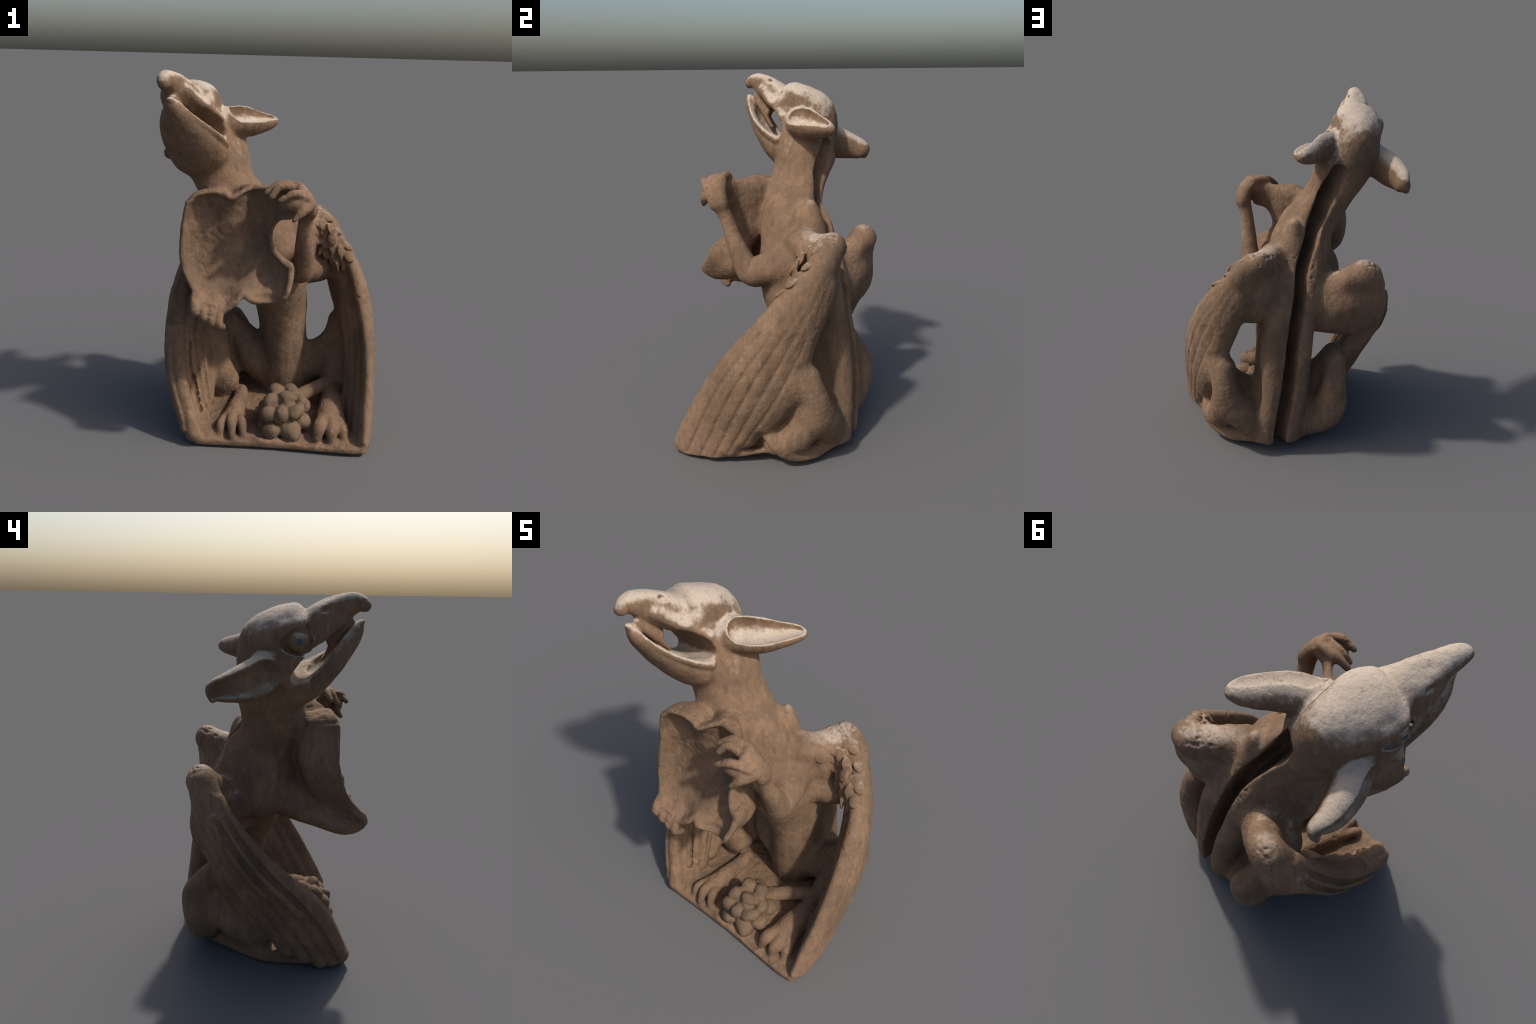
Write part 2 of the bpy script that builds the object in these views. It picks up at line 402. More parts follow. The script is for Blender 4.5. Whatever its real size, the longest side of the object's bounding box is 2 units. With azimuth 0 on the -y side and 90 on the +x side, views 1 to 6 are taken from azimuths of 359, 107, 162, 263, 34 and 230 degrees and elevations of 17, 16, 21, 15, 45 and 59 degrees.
def arms():
    g = []
    g.append(Group("forelimb", [Tube([(0.12, 0.06, 1.0, 0.10), (0.16, -0.06, 0.975, 0.09), (0.175, -0.14, 0.955, 0.075), (0.182, -0.19, 1.03, 0.058), (0.176, -0.245, 1.15, 0.046),
                                      (0.176, -0.285, 1.26, 0.040), (0.185, -0.32, 1.34, 0.042)], n=30)], join=0.04))
    palm = [Loft([(0.195, -0.315, 1.33, 0.05, 0.036), (0.165, -0.345, 1.40, 0.06, 0.036), (0.13, -0.355, 1.45, 0.055, 0.028)], (0.1, -1, 0.1))]
    palm += [Blob((0.11, -0.33, 1.41), (0.05, 0.035, 0.045)), Blob((0.095, -0.405, 1.38), (0.07, 0.04, 0.045))]
    g.append(Group("hand", palm, k=0.02, join=0.02))
    fingers = [[(0.16, -0.395, 1.41, 0.026), (0.10, -0.435, 1.436, 0.022), (0.035, -0.45, 1.405, 0.016)],
               [(0.14, -0.365, 1.445, 0.026), (0.04, -0.365, 1.455, 0.022), (-0.005, -0.38, 1.41, 0.018)],
               [(0.12, -0.325, 1.455, 0.024), (0.035, -0.325, 1.462, 0.022), (-0.03, -0.345, 1.42, 0.018)],
               [(0.185, -0.37, 1.37, 0.03), (0.145, -0.415, 1.345, 0.028), (0.105, -0.44, 1.305, 0.014)]]
    for i, f in enumerate(fingers):
        g.append(Group("finger" + (".%03d" % i if i else ""), [Tube(f)], join=0.008))
    g.append(Group("forelimb.001", [Loft([(-0.06, 0.0, 0.92, 0.10, 0.10), (-0.16, -0.10, 0.878, 0.105, 0.082), (-0.25, -0.24, 0.842, 0.108, 0.072), (-0.305, -0.36, 0.803, 0.082, 0.066), (-0.315, -0.42, 0.79, 0.055, 0.05)], (1, 0, 0), n=30), Tube([(-0.12, -0.06, 0.98, 0.09), (-0.20, -0.17, 0.95, 0.085), (-0.28, -0.28, 0.90, 0.065)])], k=0.04, join=0.05))
    g.append(Group("hand.001", [Blob((-0.315, -0.43, 0.795), (0.065, 0.045, 0.045), ((0.8, 0, -0.5), (0, 1, 0), (0.5, 0, 0.8)))], join=0.02))
    for i, (x, z) in enumerate(((-0.385, 0.855), (-0.345, 0.825), (-0.30, 0.80), (-0.262, 0.785))):
        g.append(Group("finger.%03d" % (i + 4), [Tube([(x - 0.005, -0.425, z + 0.02, 0.02), (x, -0.46, z, 0.022), (x + 0.004, -0.47, z - 0.035, 0.021), (x + 0.02, -0.44, z - 0.055, 0.018)])], join=0.008))
    return g


GROOVES, CARVED = [], []
THICK_R = (0.042, 0.062, 0.078, 0.082, 0.074, 0.058)


def eyes():
    return [Group("eye", [hblob(0.100, -0.114, 0.010, 0.050, 0.044, 0.056)], join=0.006), Group("pupil", [hblob(0.116, -0.155, 0.020, 0.014, 0.006, 0.017)], join=0.003),
            Group("eye.001", [hblob(0.100, 0.094, 0.010, 0.050, 0.040, 0.056)], join=0.012)]


class Patch:
    """Wing blade: rows from shoulder to tip, each with a front, middle and rear point."""

    def __init__(self, rows):
        self.r = np.array(rows, float)

    def at(self, s, t):
        n = len(self.r)
        row = catmull(self.r.reshape(n, 9), 81)[int(round(t * 80))].reshape(3, 3)
        a, m, b = row
        c = 2 * m - 0.5 * (a + b)
        p = (1 - s) ** 2 * a + 2 * s * (1 - s) * c + s * s * b
        ds = 2 * (1 - s) * (c - a) + 2 * s * (b - c)
        return p, ds


def blade_frame(P, s, t, side):
    p, ds = P.at(s, t)
    dt = P.at(s, min(t + 0.03, 1))[0] - P.at(s, max(t - 0.03, 0))[0]
    n = unit(np.cross(ds, dt))
    return p, ds, n * (1 if np.dot(n, (side, 0, 0)) > 0 else -1)


def wing(rows, name, side, ends, thick, tiers, wide):
    """Long feathers side by side make the blade; shorter ones lie on its outer face in tiers."""
    P = Patch(rows)
    g = []
    n = len(ends)

    def feather(label, s, t0, t1, wide, th, lift, join=0.008):
        st, sd = [], []
        for t in np.linspace(t0, t1, 13):
            p, ds, nrm = blade_frame(P, s, t, side)
            u = (t - t0) / (t1 - t0)
            w = np.linalg.norm(ds) / n * wide * (1 - 0.35 * max(u - 0.85, 0) / 0.15 * (t0 > 0))
            tht = th * (0.80 + 0.42 * min(1, t * 1.8) - 0.20 * u)
            st.append(tuple(p + nrm * (lift if lift > -0.02 else -tht)) + (max(w, 0.028), tht))
            sd.append(ds)
        return Group(label, [Loft(st, None, n=34, sides=sd)], join=join)

    for j, end in enumerate(ends):
        edge = wide / n - 0.057
        g.append(feather(name % j, edge + (1 - 2 * edge) * j / (n - 1), 0.0, end, wide, thick[j], -thick[j]))
    for k, (j, t0, t1) in enumerate(tiers):
        g.append(feather(name % (n + k), (j + 0.45) / n, t0, t1, 0.58, 0.018, 0.0))
    return g


def front_of(prims, x, z):
    """Where a line along +y at (x, z) first meets the prims, and the outward normal there."""
    def depth(X, Y, Z):
        return np.min([p.dist(seg, X, Y, Z) for p in prims for _, _, seg in p.boxes()], 0)
    ys = np.linspace(-0.1, 0.45, 140)
    d = depth(np.full(140, x), ys, np.full(140, z))
    hit = np.where(d < 0)[0]
    if not len(hit):
        return None, None
    y, e = ys[hit[0]], 0.012
    q = np.array([(x + e, y, z), (x - e, y, z), (x, y + e, z), (x, y - e, z), (x, y, z + e), (x, y, z - e)]).T
    g = depth(*q)
    return y, unit((g[0] - g[1], g[2] - g[3], g[4] - g[5]))


def wings():
    # rows run from shoulder to tip; every row gives the outer face at front, middle and rear
    left = [((0.29, 0.285, 1.18), (0.362, 0.340, 1.165), (0.31, 0.375, 1.08)),
            ((0.462, 0.16, 1.02), (0.49, 0.27, 0.98), (0.38, 0.375, 0.93)),
            ((0.560, -0.015, 0.79), (0.583, 0.145, 0.75), (0.455, 0.30, 0.70)),
            ((0.598, -0.245, 0.49), (0.622, -0.03, 0.44), (0.565, 0.20, 0.43)),
            ((0.572, -0.465, 0.06), (0.595, -0.22, 0.05), (0.575, -0.0, 0.17))]
    right = [((-0.345, 0.335, 1.09), (-0.41, 0.415, 1.075), (-0.38, 0.435, 0.98)),
             ((-0.485, 0.21, 0.88), (-0.500, 0.340, 0.85), (-0.385, 0.435, 0.80)),
             ((-0.552, 0.03, 0.66), (-0.540, 0.20, 0.62), (-0.352, 0.345, 0.59)),
             ((-0.536, -0.24, 0.385), (-0.527, 0.00, 0.365), (-0.310, 0.25, 0.37)),
             ((-0.425, -0.415, 0.055), (-0.465, -0.22, 0.035), (-0.375, -0.0, 0.035))]
    g = []
    g += wing(left, "wing/feather%d", 1, (1.0, 1.0, 1.0, 0.98, 0.95, 0.9), (0.038, 0.054, 0.068, 0.074, 0.066, 0.052),
              [], 1.1)
    g += wing(right, "wing.001/feather%d", -1, (1.0, 1.0, 1.0, 0.98, 0.95, 0.9), THICK_R,
              [(0, 0.12, 0.52), (1, 0.22, 0.46), (2, 0.2, 0.36), (0, 0.45, 0.78), (1, 0.42, 0.74), (2, 0.36, 0.62), (0, 0.72, 0.97)], 0.76)
    GROOVES.clear()
    P = Patch(left)
    for j in range(1, 6):
        line = []
        for t in np.linspace(0.44 + 0.05 * (j % 2), 1.0, 14):
            p, ds, nrm = blade_frame(P, (j - 0.04) / 6, t, 1)
            line.append(tuple(p + nrm * 0.005) + (0.004 + 0.0075 * min(1, (t - 0.42) * 4),))
        GROOVES.append(Tube(line, n=30))
    P = Patch(right)
    for j in range(1, 5):
        line = []
        for t in np.linspace(0.14 + 0.04 * j, 0.97 - 0.03 * j, 14):
            p, ds, nrm = blade_frame(P, (j - 0.05) / 6, t, -1)
            line.append(tuple(p + nrm * 0.011) + (0.008 + 0.009 * math.sin(t * 3.1) ** 2,))
        GROOVES.append(Tube(line, n=30))
        line = []
        for t in np.linspace(0.34 + 0.05 * (j % 2), 0.94, 14):          # ribs on the hollow inner face
            p, ds, nrm = blade_frame(P, (j + 0.1 * math.sin(j * 2.0)) / 5.6, t, -1)
            line.append(tuple(p - nrm * (2.0 * np.interp(j / 6, np.linspace(0.07, 0.93, 6), THICK_R) * (0.80 + 0.42 * min(1, t * 1.8) - 0.20 * t) + 0.003)) + (0.008 + 0.014 * min(1, (t - 0.3) * 3),))
        GROOVES.append(Tube(line, n=30))
    # small scale feathers on the shoulder
    g += wing(right, "wing.001/feather%d", -1, (1.0, 1.0, 1.0, 0.98, 0.95, 0.9), THICK_R,
              [(0, 0.12, 0.52), (1, 0.22, 0.46), (2, 0.2, 0.36), (0, 0.45, 0.78), (1, 0.42, 0.74), (2, 0.36, 0.62), (0, 0.72, 0.97)], 0.76)
    GROOVES.clear()
    P = Patch(left)
    for j in range(1, 6):
        line = []
        for t in np.linspace(0.44 + 0.05 * (j % 2), 1.0, 14):
            p, ds, nrm = blade_frame(P, (j - 0.04) / 6, t, 1)
            line.append(tuple(p + nrm * 0.005) + (0.004 + 0.0075 * min(1, (t - 0.42) * 4),))
        GROOVES.append(Tube(line, n=30))
    P = Patch(right)
    for j in range(1, 5):
        line = []
        for t in np.linspace(0.14 + 0.04 * j, 0.97 - 0.03 * j, 14):
            p, ds, nrm = blade_frame(P, (j - 0.05) / 6, t, -1)
            line.append(tuple(p + nrm * 0.011) + (0.008 + 0.009 * math.sin(t * 3.1) ** 2,))
        GROOVES.append(Tube(line, n=30))
        line = []
        for t in np.linspace(0.34 + 0.05 * (j % 2), 0.94, 14):          # ribs on the hollow inner face
            p, ds, nrm = blade_frame(P, (j + 0.1 * math.sin(j * 2.0)) / 5.6, t, -1)
            line.append(tuple(p - nrm * (2.0 * np.interp(j / 6, np.linspace(0.07, 0.93, 6), THICK_R) * (0.80 + 0.42 * min(1, t * 1.8) - 0.20 * t) + 0.003)) + (0.008 + 0.014 * min(1, (t - 0.3) * 3),))
        GROOVES.append(Tube(line, n=30))
    # small scale feathers on the shoulder
    scale = 0
    for row in range(5):                                   # overlapping rows, following the front of the shoulder
        for col in range(4 - row % 2):
            u, v = (col + 0.5 * (row % 2)) / 3.0, row / 4.0
            x, y, z = 0.285 + 0.105 * u + 0.065 * v, 0.236 - 0.062 * u - 0.055 * v, 1.135 - 0.055 * u - 0.185 * v
            g.append(Group("wing/feather%d" % (20 + scale), [Blob((x, y - 0.006, z), (0.024, 0.012, 0.036), ((1, 0.45, 0), (0.35, -0.9, 0.15), (-0.1, -0.15, 1)))], join=0.003))
            scale += 1
    g.append(Group("wing", [
        Loft([(0.11, 0.155, 1.0, 0.18, 0.095), (0.19, 0.21, 0.985, 0.195, 0.095), (0.26, 0.28, 0.98, 0.19, 0.082), (0.33, 0.29, 0.98, 0.17, 0.075)], (0.0, 0, 1)),
        Tube([(0.17, 0.14, 0.85, 0.07), (0.28, 0.20, 0.845, 0.075), (0.38, 0.235, 0.86, 0.065)]),
        Tube([(0.12, 0.13, 1.115, 0.09), (0.19, 0.205, 1.115, 0.08), (0.25, 0.305, 1.14, 0.078), (0.28, 0.32, 1.15, 0.074), (0.355, 0.30, 1.09, 0.075)]),
    ], k=0.04, join=0.03))
    g.append(Group("wing.001", [
        Tube([(-0.10, 0.14, 0.90, 0.10), (-0.20, 0.195, 0.89, 0.095), (-0.30, 0.255, 0.895, 0.085)]),
        Loft([(-0.10, 0.22, 0.85, 0.17, 0.11), (-0.19, 0.285, 0.845, 0.185, 0.105), (-0.28, 0.335, 0.86, 0.19, 0.095), (-0.34, 0.36, 0.88, 0.18, 0.08)], (0.0, 0, 1)),
        Tube([(-0.05, 0.20, 0.75, 0.09), (-0.16, 0.24, 0.76, 0.09), (-0.26, 0.28, 0.79, 0.08)]),
        Tube([(-0.13, 0.18, 0.98, 0.085), (-0.20, 0.27, 0.96, 0.07), (-0.28, 0.36, 1.03, 0.075), (-0.345, 0.385, 1.06, 0.078), (-0.40, 0.36, 0.98, 0.07)]),
    ], k=0.04, join=0.03))
    skin = [p for q in g if q.name == "wing" or q.name.startswith("wing/") for p in q.prims]
    scale = 0
    for row in range(7):                                   # overlapping rows of small feathers on the shoulder's front
        for col in range(3):
            v, u = row / 6.0, (col - 1 + 0.5 * (row % 2)) * 0.052
            x, z = 0.275 + 0.165 * v + u * 0.72, 1.150 - 0.225 * v + u * 0.60
            y, n = front_of(skin, x, z)
            if y is None:
                continue
            down = unit(np.array((0.25, 0, -1.0)) - n * np.dot((0.25, 0, -1.0), n))
            tip = unit(down + 0.22 * n)
            g.append(Group("wing/feather%d" % (20 + scale), [Blob(np.array((x, y, z)) + n * 0.003, (0.031, 0.010, 0.042), (np.cross(tip, n), np.cross(np.cross(tip, n), tip), tip))], join=0.007))
            scale += 1
    return g


def legs():
    g = []
    g.append(Group("hind_leg", [
        Tube([(0.20, 0.205, 0.20, 0.14), (0.30, 0.195, 0.25, 0.12), (0.395, 0.185, 0.36, 0.085), (0.465, 0.225, 0.49, 0.052)]),
        Tube([(0.465, 0.21, 0.50, 0.05), (0.46, 0.12, 0.40, 0.065), (0.43, 0.07, 0.28, 0.075), (0.40, 0.03, 0.16, 0.07)]),
        Tube([(0.455, 0.255, 0.51, 0.055), (0.465, 0.28, 0.41, 0.075), (0.435, 0.30, 0.30, 0.09), (0.350, 0.325, 0.20, 0.092), (0.265, 0.315, 0.10, 0.09)]),
        Tube([(0.455, 0.26, 0.28, 0.085), (0.47, 0.19, 0.17, 0.085), (0.46, 0.08, 0.11, 0.07)]),
    ], k=0.05, join=0.05))
    g.append(Group("foot", [
        Loft([(0.41, 0.05, 0.11, 0.065, 0.065), (0.395, -0.10, 0.13, 0.065, 0.07), (0.375, -0.23, 0.13, 0.075, 0.075), (0.365, -0.31, 0.11, 0.085, 0.055)], (1, 0, 0))], join=0.02))
    for i, (a, b, c) in enumerate((((0.33, -0.30, 0.12), (0.30, -0.375, 0.125), (0.285, -0.405, 0.07)), ((0.37, -0.30, 0.13), (0.365, -0.385, 0.112), (0.365, -0.42, 0.055)), ((0.40, -0.29, 0.12), (0.425, -0.36, 0.10), (0.435, -0.40, 0.055)))):
        g.append(Group("toe" + (".%03d" % i if i else ""), [Tube([a + (0.034,), b + (0.036,), c + (0.026,)])], join=0.014))
    g.append(Group("hind_leg.001", [
        Tube([(0.05, 0.225, 0.21, 0.15), (-0.06, 0.205, 0.28, 0.12), (-0.15, 0.25, 0.39, 0.09), (-0.215, 0.25, 0.50, 0.062)]),
        Tube([(-0.285, 0.14, 0.44, 0.06), (-0.285, 0.085, 0.36, 0.066), (-0.275, 0.055, 0.28, 0.068), (-0.225, 0.04, 0.18, 0.068)]),
        Tube([(-0.205, 0.32, 0.49, 0.062), (-0.175, 0.38, 0.41, 0.070), (-0.16, 0.41, 0.34, 0.082), (-0.135, 0.365, 0.19, 0.112), (-0.03, 0.32, 0.10, 0.095)]),
        Tube([(-0.20, 0.28, 0.30, 0.085), (-0.24, 0.18, 0.19, 0.09), (-0.26, 0.06, 0.11, 0.075)]),
    ], k=0.05, join=0.05))
    g.append(Group("foot.001", [
        Loft([(-0.14, 0.02, 0.09, 0.045, 0.07), (-0.15, -0.08, 0.095, 0.048, 0.065), (-0.17, -0.20, 0.10, 0.055, 0.055), (-0.185, -0.29, 0.10, 0.065, 0.045)], (1, 0, 0))], join=0.012))
    for i, (a, b, c) in enumerate((((-0.155, -0.28, 0.115), (-0.135, -0.345, 0.118), (-0.125, -0.380, 0.065)), ((-0.19, -0.28, 0.12), (-0.19, -0.35, 0.128), (-0.185, -0.395, 0.07)), ((-0.22, -0.27, 0.11), (-0.245, -0.335, 0.105), (-0.25, -0.37, 0.06)))):
        g.append(Group("toe.%03d" % (i + 3), [Tube([a + (0.026,), b + (0.027,), c + (0.02,)])], join=0.010))
    g.append(Group("tail", [Tube([(0.27, 0.33, 0.055, 0.06), (0.40, 0.26, 0.045, 0.05), (0.49, 0.17, 0.075, 0.042), (0.535, 0.10, 0.14, 0.036), (0.50, 0.04, 0.20, 0.034), (0.38, -0.03, 0.215, 0.036), (0.25, -0.10, 0.185, 0.04), (0.17, -0.16, 0.17, 0.04)])], join=0.02))
    return g


def slab():
    pts = catmull([(-0.385, -0.41), (-0.3, -0.415), (0.0, -0.43), (0.2, -0.455), (0.38, -0.48), (0.49, -0.487), (0.555, -0.46), (0.565, -0.25), (0.53, -0.02), (0.43, 0.16), (0.32, 0.32), (0.20, 0.38), (0.05, 0.38),
                   (-0.08, 0.34), (-0.18, 0.24), (-0.35, 0.06), (-0.385, -0.10), (-0.41, -0.30), (-0.385, -0.41)], 50)[:-1]

    def field(X, Y, Z):
        d2 = np.full(np.broadcast(X, Y).shape, 9.0, np.float32)
        inside = np.zeros(d2.shape, bool)
        for (ax, ay), (bx, by) in zip(pts, np.roll(pts, -1, 0)):
            ex, ey = bx - ax, by - ay
            t = np.clip(((X - ax) * ex + (Y - ay) * ey) / (ex * ex + ey * ey + 1e-12), 0, 1)
            d2 = np.minimum(d2, (X - ax - t * ex) ** 2 + (Y - ay - t * ey) ** 2)
            inside ^= ((ay <= Y) != (by <= Y)) & (X < ax + (Y - ay) / (by - ay + 1e-12) * ex)
        d = np.where(inside, -np.sqrt(d2), np.sqrt(d2))
        top = 0.052 + 0.03 * np.clip((Y + 0.42) / 0.2, 0, 1) + 0.006 * np.sin(X * 31 + 3 * np.sin(Y * 17)) * np.sin(Y * 27 + 2 * np.sin(X * 13))
        return smax(d, np.maximum(Z - top, 0.004 - Z), 0.02)

    return Group("plinth", [Func((-0.5, -0.5, 0.0), (0.65, 0.46, 0.10), field)], join=0.02)


def fruit():
    g = [Group("grape_cluster", [Blob((0.105, -0.29, 0.12), (0.09, 0.095, 0.12))], join=0.01)]
    berries = [(0.01, -0.355, 0.18, 0.046), (0.085, -0.365, 0.185, 0.05), (0.165, -0.355, 0.20, 0.046), (0.135, -0.375, 0.09, 0.06), (0.03, -0.375, 0.09, 0.05),
               (0.03, -0.31, 0.235, 0.046), (0.11, -0.31, 0.25, 0.05), (0.185, -0.285, 0.225, 0.044), (0.21, -0.33, 0.125, 0.045), (0.06, -0.235, 0.255, 0.048),
               (0.14, -0.23, 0.25, 0.05), (0.0, -0.26, 0.17, 0.05), (0.21, -0.24, 0.17, 0.048), (0.08, -0.17, 0.18, 0.05), (0.165, -0.17, 0.17, 0.05), (0.0, -0.30, 0.09, 0.045)]
    for i, b in enumerate(berries):
        a = 1.0 + 0.14 * math.sin(i * 2.4)
        w = ((math.cos(i), math.sin(i), 0.5), (-math.sin(i), math.cos(i), 0), (-0.5 * math.cos(i), -0.5 * math.sin(i), 1))
        swell = Tube([(b[0] + 0.35 * b[3] * math.cos(i * 1.9), b[1] - 0.45 * b[3], b[2] + 0.35 * b[3] * math.sin(i * 1.9), b[3] * 0.62), (b[0], b[1], b[2], b[3] * 0.8)])
        g.append(Group("grape" + (".%03d" % i if i else ""), [Blob(b[:3], (b[3] * a, b[3] * (2 - a), b[3] * 0.97), w), swell], k=0.01, join=0.010))
    return g


def all_groups():
    return [*torso_and_neck(), *wings(), *legs(), slab(), *arms(), dish(), *head(), None, *eyes(), *fruit()]


def build_mesh(h):
    G = Grid((-0.70, -0.54, -0.02), (0.72, 0.56, 2.05), h)
    F = np.full(G.n, BAND, np.float32)
    best = np.full(G.n, 9, np.float32)
    who = np.zeros(G.n, np.uint8)
    CARVED.clear()
    groups = all_groups()
    for i, g in enumerate(groups):
        if g is None:                                  # eye sockets and creases are cut before the eyes go in
            for cut, k in CARVED:
                c, d, w = G.prim(cut)
                o = F[c[0]:d[0], c[1]:d[1], c[2]:d[2]]
                o[...] = smax(o, -w, k)
            continue
        a, b, v = G.union(g.prims, g.k)
        win = tuple(slice(p, q) for p, q in zip(a, b))
        near = v < np.minimum(best[win], BAND)
        who[win][near] = i
        best[win][near] = v[near]
        for cut, k in g.cuts:
            c, d, w = G.prim(cut)
            lo, hi = np.maximum(a, c), np.minimum(b, d)
            if (hi <= lo).any():
                continue
            sv = v[lo[0] - a[0]:hi[0] - a[0], lo[1] - a[1]:hi[1] - a[1], lo[2] - a[2]:hi[2] - a[2]]
            sw = w[lo[0] - c[0]:hi[0] - c[0], lo[1] - c[1]:hi[1] - c[1], lo[2] - c[2]:hi[2] - c[2]]
            sv[...] = smax(sv, -sw, k)
            if g.name.startswith("ear"):
                t = F[lo[0]:hi[0], lo[1]:hi[1], lo[2]:hi[2]]
                t[...] = smax(t, -sw, k)
        o = F[a[0]:b[0], a[1]:b[1], a[2]:b[2]]
        o[...] = smin(o, v, g.join)
    for cut, k in ((channel(), 0.008), (mouth_cut(), 0.015), *((t, 0.006) for t in GROOVES)):
        c, d, w = G.prim(cut)
        o = F[c[0]:d[0], c[1]:d[1], c[2]:d[2]]
        o[...] = smax(o, -w, k)
    X, Y = G.ax[0][:, None], G.ax[1][None, :]
    under = 0.0 + 0.034 * np.clip((X + 0.25) / 0.85, 0, 1) * (0.4 + 0.6 * np.clip((Y + 0.46) / 0.2, 0, 1)) + 0.03 * np.exp(-((X - 0.53) / 0.08) ** 2 - ((Y - 0.04) / 0.11) ** 2) + 0.035 * np.clip((Y - 0.30) / 0.12, 0, 1)
    under = under - 0.03 * np.exp(-((X - 0.15) / 0.12) ** 2 - ((Y - 0.1) / 0.12) ** 2)     # rests on a boss in the middle
    Zb = G.ax[2][G.ax[2] < 0.16]
    F[:, :, :len(Zb)] = smax(F[:, :, :len(Zb)], (under[:, :, None] - Zb).astype(np.float32), 0.012)
    F[:, :, G.ax[2] < 0.001] = BAND
    F[[0, -1]] = BAND
    F[:, [0, -1]] = BAND
    del best
    V, Q = surface_nets(F, G.lo, h)
    lab = np.arange(len(V))
    while True:
        new = lab.copy()
        m = lab[Q].min(1)
        for i in range(4):
            np.minimum.at(new, Q[:, i], m)
        new = new[new]
        if (new == lab).all():
            break
        lab = new
    keep = lab == np.bincount(lab).argmax()
    Q = Q[keep[Q[:, 0]]]
    remap = np.cumsum(keep) - 1
    V, Q = V[keep], remap[Q]
    for _ in range(2):
        acc, cnt = np.zeros_like(V), np.zeros(len(V))
        for i in range(4):
            for j in (1, 3):
                nb = Q[:, (i + j) % 4]
                cnt += np.bincount(Q[:, i], minlength=len(V))
                for k in range(3):
                    acc[:, k] += np.bincount(Q[:, i], V[nb, k], len(V))
        V = V * 0.45 + 0.55 * acc / cnt[:, None]
    at = np.clip(np.rint((V[Q].mean(1) - G.lo) / h).astype(int), 0, G.n - 1)
    return V, Q, [g.name if g else "head" for g in groups], who[at[:, 0], at[:, 1], at[:, 2]]


# === BLENDER ===
import bpy

H = 0.0052


def vertex_normals(V, Q):
    a = V[Q]
    n = np.cross(a[:, 2] - a[:, 0], a[:, 3] - a[:, 1])
    N = np.zeros_like(V)
    for i in range(4):
        for k in range(3):
            N[:, k] += np.bincount(Q[:, i], n[:, k], len(V))
    return N / np.maximum(np.linalg.norm(N, axis=1, keepdims=True), 1e-12)


def weather(V, N):
    """Worn stone: shallow dents everywhere, pits and tooling on the rough areas."""
    a, b, c = Noise(3), Noise(5), Noise(9)
    d = 0.0030 * a(V, 8) + 0.0011 * b(V, 26) + 0.0007 * c(V, 62)
    up = np.clip((N[:, 2] - 0.1) * 1.6, 0, 1)
    rough = np.clip(b(V, 6) * 1.4 + 0.35, 0, 1) * (0.25 + 0.75 * up) * np.clip((1.62 - V[:, 2]) / 0.25, 0.12, 1)
    pit = np.maximum(c(V, 48) + 0.5 * a(V, 95) - 0.15, 0)
    d -= 0.0090 * rough * pit
    lump = np.exp(-(((V - (0.105, -0.29, 0.14)) / (0.13, 0.14, 0.16)) ** 2).sum(1) ** 2)      # the fruit is badly eroded
    d += lump * (0.010 * b(V, 19) - 0.008 * np.maximum(a(V, 33), 0))
    floor = np.clip((0.10 - V[:, 2]) / 0.03, 0, 1) * np.clip(N[:, 2], 0, 1)
    d += floor * 0.010 * b(V, 15)
    return d


def nodes_of(mat):
    mat.use_nodes = True
    t = mat.node_tree
    return t, t.nodes["Principled BSDF"]


